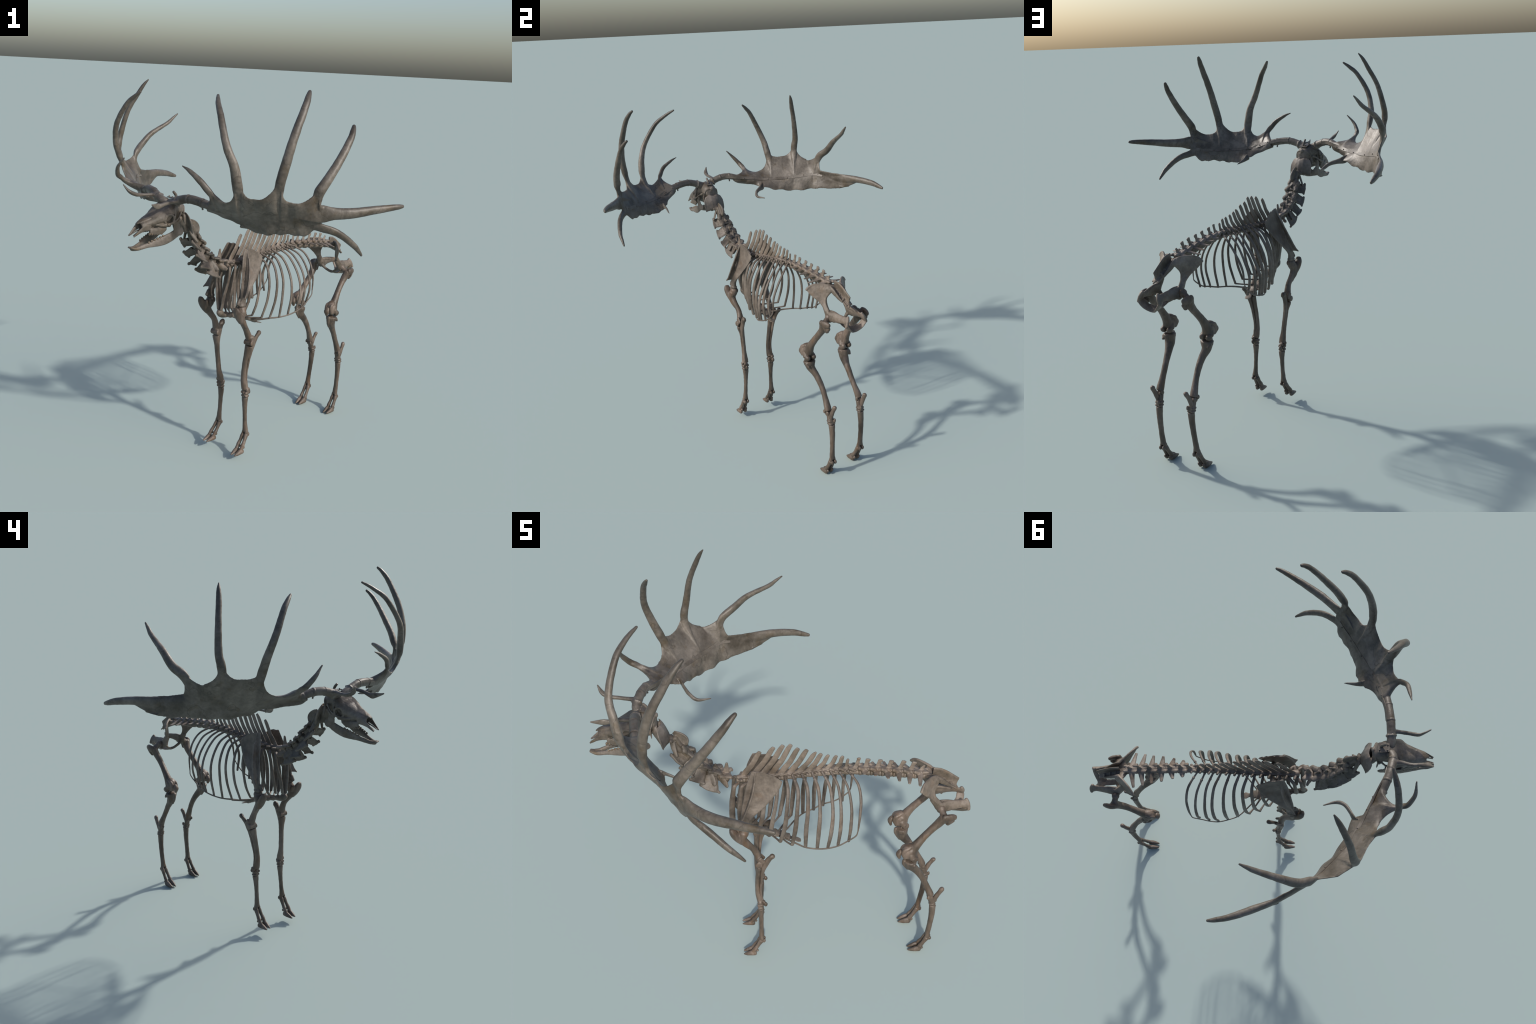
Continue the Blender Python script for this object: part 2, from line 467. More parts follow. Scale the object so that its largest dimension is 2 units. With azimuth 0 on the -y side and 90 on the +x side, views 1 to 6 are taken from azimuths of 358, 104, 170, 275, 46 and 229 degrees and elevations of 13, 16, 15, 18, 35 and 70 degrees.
    for c in (V(beam[0][2]), V(beam[0][3])):               # clamp rings round the beam
        t = (V(beam[0][3]) - V(beam[0][2])).normalized(); e = t.orthogonal().normalized(); f = t.cross(e)
        ring = [c + (e*math.cos(x) + f*math.sin(x))*.0205 for x in np.linspace(0, 2*math.pi, 25)]
        bone("clamp_ring", Solid().sweep(ring, [(.006, .0016)]*25, hint=t, sub=1, n=8, cap=.1), M_IRON, fuse=False, parent=ob)
    c = V(beam[0][3])                                      # bolt end under the beam
    bone("bolt", Solid().sweep([c + V((0, 0, -.014)), c + V((-.004, 0, -.030))], [.004, .0045], hint=(1, 0, 0), sub=1), M_IRON, fuse=False, parent=ob)

antler(
    beam=([(.553, .02, 1.440), (.556, .050, 1.455), (.552, .131, 1.478), (.543, .213, 1.471), (.528, .298, 1.453), (.50, .37, 1.437)],
          [.024, .0215, .0208, .0205, .0175, .009]),
    brow=([(.556, .082, 1.463), (.584, .083, 1.461), (.633, .078, 1.458), (.668, .076, 1.45), (.694, .076, 1.449), (.741, .096, 1.463)],
          [(.013, .013), (.010, .011), (.009, .010), (.011, .009), (.015, .006), (.004, .004)]),
    start=(.541, .255, 1.482),
    bays=[(.567, .388, 1.503), (.52, .494, 1.528), (.423, .61, 1.526), (.32, .714, 1.515)],
    fingers=[
        ([(.600, .297, 1.547), (.618, .262, 1.587), (.623, .203, 1.622), (.626, .163, 1.638)], [.0155, .0145, .010, .004]),
        ([(.567, .437, 1.60), (.577, .427, 1.665), (.592, .391, 1.752), (.562, .325, 1.866), (.522, .268, 1.921), (.483, .228, 1.952)], [.024, .021, .0178, .0152, .0125, .007]),
        ([(.460, .597, 1.625), (.449, .611, 1.70), (.416, .617, 1.801), (.349, .612, 1.92), (.312, .600, 1.970), (.290, .589, 1.991)], [.0225, .0215, .0197, .0168, .0135, .009]),
        ([(.325, .708, 1.58), (.290, .722, 1.632), (.226, .733, 1.715), (.167, .734, 1.793), (.135, .724, 1.833), (.117, .714, 1.850)], [.024, .022, .0192, .0162, .0128, .009])],
    tail=[(.312, .719, 1.507), (.303, .722, 1.495)],
    strap=[(.530, .250, 1.457), (.518, .291, 1.444), (.497, .36, 1.431), (.461, .43, 1.424), (.389, .566, 1.424), (.335, .655, 1.428), (.302, .703, 1.450)],
    lower=[(.527, .235, 1.438), (.506, .258, 1.428), (.477, .314, 1.404), (.433, .350, 1.382), (.405, .412, 1.354), (.400, .479, 1.350), (.362, .566, 1.363), (.320, .634, 1.362), (.306, .672, 1.392), (.299, .700, 1.418)],
    tines=[
        ([(.395, .605, 1.455), (.345, .665, 1.465), (.310, .712, 1.474), (.275, .748, 1.477), (.212, .803, 1.482), (.108, .869, 1.498), (.03, .913, 1.508), (-.002, .927, 1.511)], [(.012, .002), (.030, .006), (.040, .010), (.029, .0155), (.024, .018), .0185, .0135, .009], (0, 0, 1)),
        ([(.370, .615, 1.412), (.325, .668, 1.412), (.288, .708, 1.408), (.23, .753, 1.384), (.161, .787, 1.331), (.118, .795, 1.293), (.100, .797, 1.275)], [(.010, .002), (.022, .006), (.0205, .010), .0168, .0142, .0095, .006], (.2, .2, 1)),
        ([(.440, .372, 1.395), (.428, .366, 1.383), (.405, .368, 1.371), (.372, .376, 1.360), (.345, .382, 1.352)], [(.012, .003), (.018, .006), (.012, .006), (.0075, .005), .003], (0, .5, 1)),
        ([(.340, .605, 1.388), (.318, .638, 1.358)], [(.013, .005), .002], None)],
    along=(-.25, .33, .015), ripple=.0022, strap_end=.93)

antler(
    beam=([(.553, -.02, 1.440), (.562, -.045, 1.455), (.548, -.108, 1.479), (.529, -.165, 1.482), (.497, -.235, 1.463), (.45, -.31, 1.45)],
          [.024, .0215, .0208, .0205, .0175, .009]),
    brow=([(.560, -.078, 1.466), (.590, -.074, 1.473), (.644, -.086, 1.475), (.677, -.087, 1.479), (.713, -.094, 1.497), (.733, -.112, 1.527)],
          [(.013, .013), (.010, .011), (.009, .010), (.010, .010), (.008, .013), (.003, .004)]),
    start=(.508, -.215, 1.489),
    bays=[(.490, -.378, 1.494), (.423, -.514, 1.583), (.30, -.632, 1.562), (.163, -.645, 1.500)],
    fingers=[
        ([(.590, -.302, 1.528), (.611, -.298, 1.543), (.635, -.268, 1.585), (.636, -.221, 1.632)], [.0158, .0148, .0115, .004]),
        ([(.483, -.444, 1.618), (.509, -.440, 1.682), (.531, -.407, 1.778), (.519, -.349, 1.874), (.505, -.310, 1.912), (.493, -.276, 1.938)], [.0215, .0192, .0168, .0152, .0125, .006]),
        ([(.367, -.588, 1.655), (.355, -.589, 1.704), (.33, -.564, 1.824), (.293, -.525, 1.919), (.272, -.506, 1.965), (.256, -.49, 1.991)], [.021, .0187, .0155, .0138, .0105, .005]),
        ([(.175, -.664, 1.60), (.13, -.679, 1.632), (.060, -.676, 1.692), (-.038, -.659, 1.746), (-.08, -.650, 1.780), (-.106, -.644, 1.801)], [.023, .021, .0172, .013, .0095, .005])],
    tail=[(.10, -.680, 1.487), (.03, -.720, 1.480), (-.03, -.748, 1.473), (-.07, -.764, 1.467)],
    strap=[(.515, -.205, 1.463), (.485, -.245, 1.458), (.433, -.331, 1.447), (.385, -.415, 1.445), (.333, -.49, 1.448), (.265, -.565, 1.46), (.200, -.630, 1.470), (.10, -.690, 1.452), (.026, -.726, 1.448), (-.07, -.763, 1.448)],
    lower=[(.520, -.190, 1.448), (.503, -.228, 1.428), (.444, -.300, 1.418), (.376, -.330, 1.402), (.325, -.443, 1.375), (.248, -.54, 1.370), (.175, -.618, 1.381), (.09, -.683, 1.384), (.03, -.720, 1.386), (-.004, -.739, 1.388), (-.02, -.746, 1.412), (-.07, -.764, 1.430)],
    tines=[
        ([(.17, -.648, 1.455), (.10, -.690, 1.452), (.026, -.726, 1.450), (-.066, -.762, 1.45), (-.16, -.794, 1.438), (-.225, -.805, 1.422), (-.256, -.807, 1.414)], [(.010, .002), (.024, .007), (.028, .013), .0215, .0178, .0135, .009], (0, 0, 1)),
        ([(.410, -.340, 1.420), (.388, -.330, 1.408), (.368, -.295, 1.399), (.344, -.257, 1.386), (.307, -.239, 1.366), (.246, -.254, 1.363)], [(.012, .003), (.022, .006), (.0145, .0075), .0112, .0095, .004], (0, .5, 1)),
        ([(.02, -.718, 1.402), (-.003, -.740, 1.381)], [(.013, .005), .002], None)],
    along=(-.335, -.27, .01), ripple=.0042, strap_end=.70)

# mounting plate and stud on the crown of the head
pl = Solid()
pl.loft([[V((f, y0, z)), V((f, y1, z)), V((f, y1, z - .004)), V((f, y0, z - .004))] for f, y0, y1, z in
         ((.492, -.020, .026, 1.455), (.512, -.024, .028, 1.464), (.545, -.020, .022, 1.468))])
plate = bone("iron_plate", pl, M_IRON, fuse=False)
bone("bolt", Solid().sweep([(.505, .006, 1.462), (.513, .006, 1.478), (.527, .005, 1.493)], [.006, .007, .006], n=12, cap=.3), M_IRON, fuse=False, parent=plate)
for q in ((.500, -.010, 1.459), (.538, .012, 1.467), (.535, -.014, 1.467)):
    bone("bolt", Solid().sweep([q, (q[0] - .001, q[1], q[2] + .004)], [.004, .0035], n=10, sub=1, hint=(1, 0, 0)), M_IRON, fuse=False, parent=plate)

# ------------------------------------------------------------------ vertebrae
LEFT = V((0, 1, 0))
def both(s, pts, rad, hint=(0, 1, 0), **k):
    for sg in (1, -1):
        s.sweep([(p[0], sg*p[1], p[2]) for p in pts], rad, hint=(hint[0], sg*hint[1], hint[2]), **k)

def centrum(s, c, t, length, r, flat=1.0):
    c, t = V(c), V(t).normalized()
    s.sweep([c + t*(x*length) for x in (-.5, -.42, 0, .42, .5)], [(r*flat*.9, r*.9), (r*flat*1.06, r*1.06), (r*flat*.82, r*.80), (r*flat*1.06, r*1.06), (r*flat*.9, r*.9)], hint=LEFT, cap=.25, n=16, sub=3)

# --- neck
def neck():
    # atlas
    s = Solid(); T = V((.40, 0, .92)).normalized(); D = V((-.92, 0, .40)); c = V((.470, 0, 1.353))
    def P(a, l, d):
        q = c + T*a + D*d; return (q.x, l, q.z)
    for sg in (1, -1):
        ring = [P(-.012, sg*.002, .026), P(-.004, sg*.022, .020), P(.004, sg*.032, .0), P(-.002, sg*.022, -.018), P(-.004, sg*.002, -.022)]
        s.sweep(ring, [(.022, .006), (.022, .007), (.026, .008), (.022, .007), (.018, .007)], hint=T)
        s.blob(P(.024, sg*.024, -.002), (.012, .012, .016))
        rows = [(P(.028, 0, .024), P(-.018, 0, .028), P(-.066, 0, .026)),
                (P(.033, sg*.020, .022), P(-.016, sg*.022, .023), P(-.066, sg*.020, .018)),
                (P(.034, sg*.040, .014), P(-.014, sg*.042, .012), P(-.064, sg*.040, .006)),
                (P(.026, sg*.056, .008), P(-.020, sg*.058, .004), P(-.064, sg*.056, -.003)),
                (P(.004, sg*.067, .004), P(-.030, sg*.070, .0), P(-.066, sg*.066, -.008))]
        s.sheet(rows, [(.005, .006), (.005, .006), (.0045, .005), (.004, .0038), (.0045, .004)], nv=10)
        s.sweep([P(.020, sg*.026, .0), P(-.058, sg*.022, -.002)], [(.017, .011), (.017, .011)], hint=D)
    s.sweep([P(.018, 0, -.022), P(-.055, 0, -.020)], [(.020, .008), (.020, .008)], hint=LEFT)
    bone("atlas_vertebra", s, M_SKULL, 0.0018, 2)
    # axis
    s = Solid(); T = V((.50, 0, .866)); D = V((-.866, 0, .5)); c = V((.402, 0, 1.280))
    s.sweep([P(.052, 0, .0), P(.036, 0, 0), P(0, 0, 0), P(-.032, 0, -.002), P(-.045, 0, -.004)], [(.008, .008), (.022, .014), (.017, .015), (.020, .018), (.018, .016)], hint=LEFT, n=16, cap=.3)
    s.sweep([P(.03, 0, .018), P(-.035, 0, .018)], [(.016, .012), (.018, .012)], hint=LEFT)
    s.sheet([(P(.054, 0, .018), P(.056, 0, .026), P(.054, 0, .034)), (P(.036, 0, .018), P(.036, 0, .034), P(.036, 0, .050)), (P(.012, 0, .018), P(.010, 0, .040), P(.010, 0, .060)), (P(-.014, 0, .020), P(-.014, 0, .040), P(-.012, 0, .058)), (P(-.034, 0, .022), P(-.032, 0, .032), P(-.030, 0, .042))],
            [(.004, .003), (.004, .0028), (.0045, .003), (.006, .0045), (.006, .005)], nv=8)
    s.sweep([P(.056, 0, .032), P(.036, 0, .050), P(.010, 0, .060), P(-.012, 0, .057), P(-.028, 0, .042)], [(.0035, .0035), (.005, .004), (.0065, .0045), (.008, .005), (.009, .006)], hint=LEFT)
    for sg in (1, -1):
        s.sweep([P(.03, sg*.012, .004), P(.034, sg*.026, -.002)], [(.010, .008), (.009, .007)], hint=T)
        s.sweep([P(.020, sg*.014, -.002), P(-.006, sg*.028, -.010), (.396, sg*.046, 1.241)], [(.014, .006), (.012, .005), (.007, .005)], hint=D)
        s.sweep([P(-.02, sg*.014, .026), P(-.045, sg*.022, .026)], [(.013, .009), (.012, .008)], hint=LEFT)
    bone("axis_vertebra", s, M_SKULL, 0.0018, 2)
    # C3..C7: centre, spine tip, root and outer edge of the lower plate, length
    spec = [((.366, 1.226), (.322, 1.243), ((.404, .014, 1.250), (.345, .016, 1.204)), ((.421, .040, 1.243), (.400, .051, 1.218), (.376, .057, 1.196)), None, .050),
            ((.330, 1.179), (.284, 1.206), ((.366, .015, 1.198), (.308, .017, 1.156)), ((.386, .044, 1.170), (.360, .055, 1.150), (.331, .062, 1.134)), None, .047),
            ((.291, 1.139), (.268, 1.184), ((.326, .016, 1.150), (.270, .018, 1.118)), ((.345, .044, 1.103), (.318, .054, 1.096), (.285, .055, 1.085)), None, .045),
            ((.245, 1.107), (.230, 1.154), ((.283, .016, 1.114), (.222, .018, 1.086)), ((.300, .040, 1.068), (.268, .051, 1.049), (.218, .050, 1.031)), (.236, .052, 1.072), .047),
            ((.193, 1.086), (.178, 1.164), None, None, (.178, .052, 1.070), .042)]
    for i, (cc, tip, roots, edge, side, ln) in enumerate(spec):
        s = Solid(); c = V((cc[0], 0, cc[1]))
        a = V((.400, 0, 1.275)) if i == 0 else V((spec[i-1][0][0], 0, spec[i-1][0][1]))
        b = V((.145, 0, 1.072)) if i == 4 else V((spec[i+1][0][0], 0, spec[i+1][0][1]))
        T = (a - b).normalized(); D = V((-T.z, 0, T.x))
        def P(x, l, d):
            q = c + T*x + D*d; return V((q.x, l, q.z))
        centrum(s, c, T, ln*1.05, .0175, 1.2)
        s.blob(P(ln*.5, 0, 0), (.014, .016, .015))
        s.sweep([P(ln*.42, 0, .023), P(-ln*.44, 0, .023)], [(.022, .009), (.023, .009)], hint=LEFT)
        for sg in (1, -1):
            m = lambda q: (q[0], sg*q[1], q[2])
            s.sweep([P(ln*.36, sg*.019, .012), P(-ln*.36, sg*.020, .012)], [(.015, .007), (.015, .007)], hint=D)
            s.sweep([P(ln*.10, sg*.021, .020), P(ln*.45, sg*.029, .023), P(ln*.66, sg*.030, .022)], [(.014, .008), (.013, .008), (.009, .006)], hint=LEFT)
            s.sweep([P(-ln*.10, sg*.021, .026), P(-ln*.5, sg*.029, .032), P(-ln*.70, sg*.029, .030)], [(.015, .008), (.0145, .008), (.009, .006)], hint=LEFT)
            s.blob(P(ln*.5, sg*.034, .020), .009); s.blob(P(-ln*.52, sg*.033, .031), .0095)
            if side:
                s.sweep([P(ln*.2, sg*.018, -.002), P(0, .0, -.006)*.4 + V(m(side))*.6 + V((0, sg*.006, 0)), m(side)], [(.018, .008), (.015, .0075), (.009, .006)], hint=D)
            if roots:
                (r0, r1), (e0, e1, e2) = roots, edge
                R0, R1 = V(m(r0)), V(m(r1)); E0, E1, E2 = V(m(e0)), V(m(e1)), V(m(e2))
                mid = lambda p, q, k: p.lerp(q, k)
                s.sheet([(R0, mid(R0, R1, .5), R1), (mid(R0, E0, .4), mid(mid(R0, R1, .5), E1, .4), mid(R1, E2, .4)), (mid(R0, E0, .75), mid(mid(R0, R1, .5), E1, .75), mid(R1, E2, .75)), (E0, E1, E2)],
                        [(.009, .010), (.0075, .007), (.0062, .005), (.0062, .0055)], nv=8)
                s.sweep([E0, E1, E2], [.0068, .0060, .0055]); s.blob(E0, (.009, .007, .009)); s.blob(E2, .0068)
        b0 = P(-ln*.02, 0, .026); tp = V((tip[0], 0, tip[1]))
        s.sweep([b0, b0.lerp(tp, .5), tp], [(.016, .007), (.009 if i < 3 else .0115, .005), (.006, .005)], hint=T)
        s.warp(lambda p: V((p.x, p.y - (.006, .012, .016, .014, .005)[i], p.z)))      # the mounted neck sags to the right
        bone("cervical_vertebra", s, M_SKULL if i < 4 else M_AXIAL, 0.0018, 3, .0010, 55)
neck()

# --- back: centre heights follow the spine curve
def spine_z(u):
    return lerp_table([(-.16, 1.072), (-.05, 1.070), (.05, 1.077), (.14, 1.086), (.23, 1.096), (.32, 1.101), (.42, 1.100), (.5, 1.094), (.6, 1.083), (.72, 1.068)], u)

thoracic = [(-.115, (-.0255, 1.224)), (-.070, (.037, 1.246)), (-.026, (.080, 1.255)), (.018, (.115, 1.258)), (.061, (.148, 1.237)), (.104, (.188, 1.228)),
            (.147, (.229, 1.214)), (.190, (.254, 1.204)), (.232, (.287, 1.196)), (.275, (.324, 1.191)), (.318, (.353, 1.187)), (.361, (.377, 1.171)), (.406, (.426, 1.174))]
for i, (u, tip) in enumerate(thoracic):
    s = Solid(); z = spine_z(u)
    T = V((.04, 0, spine_z(u - .02) - spine_z(u + .02))).normalized(); c = V((-u, 0, z))
    D = V((-T.z, 0, T.x))
    def P(x, l, d):
        q = c + T*x + D*d; return V((q.x, l, q.z))
    centrum(s, c, T, .043, .0135, 1.1)
    s.sweep([P(.016, 0, .018), P(-.018, 0, .020)], [(.013, .009), (.013, .009)], hint=LEFT)
    tp = V((-tip[0], 0, tip[1])); b = P(-.006, 0, .020)
    w = (.0140 if i < 6 else .0125) if i < 8 else (.0108 if i < 11 else .0082)
    mid = b.lerp(tp, .5) + V((-.004 if i < 11 else 0, 0, -.003))
    if i == 12:
        s.sweep([b, mid, tp - V((0, 0, .006)), tp], [(.013, .005), (.009, .0035), (.009, .004), (.010, .005)], hint=T)
    else:
        s.sweep([b - (tp - b)*.05, b.lerp(tp, .25) + V((0, 0, -.003)), mid, b.lerp(tp, .85), tp], [(.013, .007), (w*1.05, .0048), (w, .004), (w*.92, .0042), (w*(.68 if i != 6 else .35), .0045)], hint=(1, 0, 0.15), cap=.5)
    lx = .034 - .0008*i if i < 11 else .022
    both(s, [P(.004, .008, .014), P(0, lx*.7, .018), P(-.003, lx, .019)], [(.011, .007), (.008, .006), (.007, .006)], hint=(1, 0, 0))
    both(s, [P(-.010, .008, .020), P(-.030, .009, .022)], [(.008, .005), (.007, .004)])
    if i > 9:
        both(s, [P(.012, .012, .022), P(.024, .017, .029)], [.007, .006])
    bone("thoracic_vertebra", s, M_AXIAL, 0.0018, 2)

lumbar = [(.455, (.470, 1.168), (.449, .045, 1.116)), (.508, (.528, 1.162), (.498, .055, 1.114)), (.560, (.580, 1.156), (.556, .068, 1.105)),
          (.613, (.637, 1.152), (.607, .075, 1.093)), (.664, (.687, 1.144), (.652, .085, 1.083)), (.714, (.733, 1.123), (.700, .093, 1.075))]
for i, (u, tip, tr) in enumerate(lumbar):
    s = Solid(); z = spine_z(u); c = V((-u, 0, z))
    T = V((.04, 0, spine_z(u - .02) - spine_z(u + .02))).normalized(); D = V((-T.z, 0, T.x))
    def P(x, l, d):
        q = c + T*x + D*d; return V((q.x, l, q.z))
    centrum(s, c, T, .050, .0155, 1.12)
    s.sweep([P(.020, 0, .021), P(-.024, 0, .023)], [(.019, .012), (.017, .011)], hint=LEFT)
    tp = V((-tip[0], 0, tip[1])); b = P(-.004, 0, .026)
    top = .012 if i < 5 else .006
    s.sweep([b, b.lerp(tp, .5) + V((.002, 0, 0)), b.lerp(tp, .88), tp], [(.015, .006), (.0095, .0035), (top, .004), (top*.92, .005)], hint=(1, 0, -.25 if i > 1 else .1), cap=.4)
    t = V((-tr[0], tr[1], tr[2]))
    both(s, [P(.002, .010, .014), P(.003, .024, .017), P(.003, .03, .014).lerp(t, .5), t], [(.019, .008), (.0155, .0055), (.0105, .004), (.0068, .003)], hint=(1, 0, 0), cap=.4)
    both(s, [P(.008, .014, .022), P(.030, .019, .031)], [(.010, .009), (.009, .0085)])
    both(s, [P(-.012, .012, .026), P(-.036, .013, .027)], [(.009, .008), (.008, .007)])
    bone("lumbar_vertebra", s, M_AXIAL, 0.0018, 2)

# --- sacrum
s = Solid()
s.sweep([(-.742, 0, 1.066), (-.765, 0, 1.061), (-.805, 0, 1.046), (-.85, 0, 1.026), (-.893, 0, 1.004)], [(.021, .015), (.022, .014), (.019, .011), (.016, .009), (.013, .007)], hint=LEFT)
s.sheet([((-.778, 0, 1.112), (-.776, 0, 1.085), (-.778, 0, 1.058)), ((-.812, 0, 1.107), (-.810, 0, 1.075), (-.806, 0, 1.048)), ((-.842, 0, 1.093), (-.84, 0, 1.06), (-.836, 0, 1.034)),
         ((-.875, 0, 1.070), (-.87, 0, 1.045), (-.866, 0, 1.02)), ((-.906, 0, 1.048), (-.899, 0, 1.03), (-.894, 0, 1.008))], [(.006, .0035)]*5, nv=8)
both(s, [(-.758, .012, 1.064), (-.766, .032, 1.071), (-.775, .050, 1.078)], [(.022, .012), (.020, .012), (.018, .008)], hint=(1, 0, .3))
both(s, [(-.775, .028, 1.062), (-.815, .026, 1.044), (-.855, .020, 1.023), (-.895, .016, 1.0)], [(.010, .006), (.008, .005), (.007, .005), (.006, .004)], hint=LEFT)
for k in range(3):
    both(s, [(-.80 - .032*k, .006, 1.058 - .014*k), (-.80 - .032*k, .020, 1.052 - .015*k)], [(.008, .006), (.007, .006)])
s.sweep([(-.892, 0, 1.006), (-.905, .008, .992)], [(.009, .006), (.004, .003)])
bone("sacrum", s, M_AXIAL, 0.0018, 2)

# ------------------------------------------------------------------ ribs, cartilage, breastbone
ribs = {  # (back, out, up) along each left rib
 1: [(-.128, .018, 1.068), (-.147, .040, 1.060), (-.154, .038, .996), (-.162, .022, .919), (-.162, .008, .841)],
 2: [(-.083, .018, 1.070), (-.112, .046, 1.062), (-.120, .044, .99), (-.126, .038, .918), (-.126, .024, .838)],
 3: [(-.040, .018, 1.075), (-.050, .052, 1.055), (-.062, .060, .98), (-.074, .056, .90), (-.085, .036, .822)],
 4: [(.004, .018, 1.080), (.000, .062, 1.056), (-.012, .079, .98), (-.024, .076, .89), (-.038, .056, .806)],
 5: [(.047, .018, 1.085), (.050, .068, 1.058), (.040, .094, .984), (.028, .096, .918), (.020, .090, .851), (.011, .073, .791)],
 6: [(.088, .018, 1.092), (.098, .076, 1.064), (.092, .112, .975), (.082, .115, .875), (.062, .096, .772)],
 7: [(.122, .020, 1.104), (.143, .084, 1.066), (.138, .127, .977), (.130, .131, .871), (.118, .107, .760)],
 8: [(.165, .020, 1.108), (.186, .080, 1.073), (.187, .128, .980), (.180, .138, .874), (.180, .124, .760)],
 9: [(.213, .020, 1.113), (.236, .085, 1.068), (.242, .138, .975), (.237, .156, .878), (.234, .140, .765)],
 10: [(.258, .020, 1.117), (.289, .080, 1.075), (.300, .142, .985), (.293, .173, .888), (.282, .156, .778)],
 11: [(.297, .020, 1.119), (.327, .082, 1.076), (.337, .145, .993), (.335, .171, .898), (.329, .157, .792)],
 12: [(.340, .022, 1.113), (.371, .091, 1.074), (.385, .142, .994), (.382, .169, .903), (.379, .150, .808)],
 13: [(.377, .017, 1.117), (.416, .077, 1.087), (.428, .124, 1.031), (.423, .156, .955), (.418, .161, .876)]}
def loc(p, sg=1):
    k = min(1, max(0, (p[1] - .03)/.07))           # the right side of the cage stands a little wider
    return (-p[0] - (.006*k if sg < 0 else 0), sg*(p[1] + (.013*k if sg < 0 else 0)), p[2])
for sg in (1, -1):
    for n, pts in ribs.items():
        s = Solid()
        w = {1: .0122, 2: .0118, 3: .0116, 4: .0114, 5: .0108, 6: .0110, 7: .0110, 8: .0106, 9: .0101, 10: .0096, 11: .0088, 12: .0080, 13: .0072}[n]
        k = len(pts)
        prof = [.62, .80, .92, 1.12, 1.0] if k == 5 else [.62, .8, .92, 1.0, 1.12, 1.0]
        if n == 1:
            prof = [.7, .8, .85, 1.2, 1.45]
        if n == 13:
            prof = [.75, .9, 1, .95, .6]
        rad = [(w*q, (.0058 if n > 4 else .0066) if n < 10 else .0052) for q in prof]
        rad[0] = (w*.62, .0058); rad[-1] = (w*prof[-1]*.85, .0056 if n < 13 else .0035)
        s.sweep([loc(p, sg) for p in pts], rad, hint=(1, sg*.25, 0), sub=9, n=12, cap=.6)
        a, b = V(loc(pts[0], sg)), V(loc(pts[1], sg))
        s.blob(a, .0075, nu=10, nv=7)
        kn = a.lerp(b, .40) + V((0, 0, .0045)); s.blob(kn, (.008, .009, .006), nu=10, nv=7)
        bone("rib", s, M_RIB, 0.0018, 2, 0.0005)
    # gristle: costal arch behind, single bars in front
    arch = [(.418, .161, .876), (.408, .165, .850), (.364, .163, .814), (.330, .165, .795), (.282, .164, .781), (.234, .148, .766), (.180, .124, .757), (.140, .086, .750), (.100, .040, .738), (.080, .018, .736)]
    bone("costal_cartilage", Solid().sweep([loc(p, sg) for p in arch], [(.0028, .0028)] + [(.0036, .0028)]*3 + [(.0042, .003)]*3 + [(.005, .0036)]*2 + [.005], hint=(0, 0, 1), sub=6, n=10), M_RIB, fuse=False)
    for a, b, c in (((.118, .107, .759), (.092, .072, .752), (.062, .022, .747)), ((.062, .096, .771), (.040, .060, .768), (.012, .022, .765)),
                    ((.011, .073, .790), (-.010, .045, .784), (-.028, .020, .780)), ((-.038, .056, .806), (-.052, .036, .798), (-.068, .018, .795)), ((-.085, .036, .822), (-.096, .022, .814), (-.105, .012, .808))):
        bone("costal_cartilage", Solid().sweep([loc(p, sg) for p in (a, b, c)], [(.0065, .0045), (.0045, .004), (.006, .005)], hint=(1, 0, 0), n=10), M_RIB, fuse=False)
s = Solid()
s.sweep([loc(p) for p in ((-.172, 0, .832), (-.160, 0, .818), (-.140, 0, .806), (-.118, 0, .804))], [(.012, .020), (.017, .020), (.014, .016), (.016, .016)], hint=LEFT)
seg = [(-.118, .803, .013), (-.080, .793, .016), (-.040, .781, .020), (.000, .766, .024), (.040, .752, .027), (.080, .737, .029), (.112, .722, .024)]
for (u0, z0, w0), (u1, z1, w1) in zip(seg, seg[1:]):
    h = .016 if u0 < -.03 else .011
    s.sweep([(-u0 - .002, 0, z0), (-(u0 + u1)/2, 0, (z0 + z1)/2), (-u1 + .002, 0, z1)], [(w0*1.15, h), ((w0 + w1)*.44, h*.8), (w1*1.15, h)], hint=LEFT, cap=.3)
bone("sternum", s, M_AXIAL, 0.0018, 2)
s = Solid().sweep([(-.108, 0, .722), (-.130, 0, .712), (-.150, 0, .705), (-.166, 0, .699)], [(.016, .006), (.012, .004), (.020, .0035), (.014, .003)], hint=LEFT)
bone("xiphoid_cartilage", s, M_AXIAL, 0.0018, 2)

# ------------------------------------------------------------------ limbs (left side measured, right side = mirror + its own stance)
fore_dw = [(0, .002), (.05, .006), (.137, .012), (.33, -.002), (.38, -.004), (.55, -.02), (.62, -.022), (.70, -.030), (.92, -.033), (1.0, -.024), (1.10, -.014), (1.17, -.003)]
fore_du = [(0, -.006), (.12, 0), (.33, .008), (.40, .003), (.65, -.007), (.86, .006), (1.0, .007), (1.2, .006)]
fore_dz = [(0, .012), (.06, .008), (.14, .002), (.35, -.002), (.8, 0), (1.0, 0), (1.1, .006), (1.2, .012)]
hind_dw = [(0, -.025), (.10, -.027), (.31, -.020), (.40, -.021), (.55, -.011), (.64, 0), (.69, -.003), (.9, -.019)]
hind_du = [(0, -.018), (.10, -.011), (.31, 0), (1, 0)]
hind_dz = [(0, 0), (.04, .004), (.10, .011), (.31, .014), (.44, .012), (.5, .003), (.6, 0), (.69, .004), (.9, .006)]
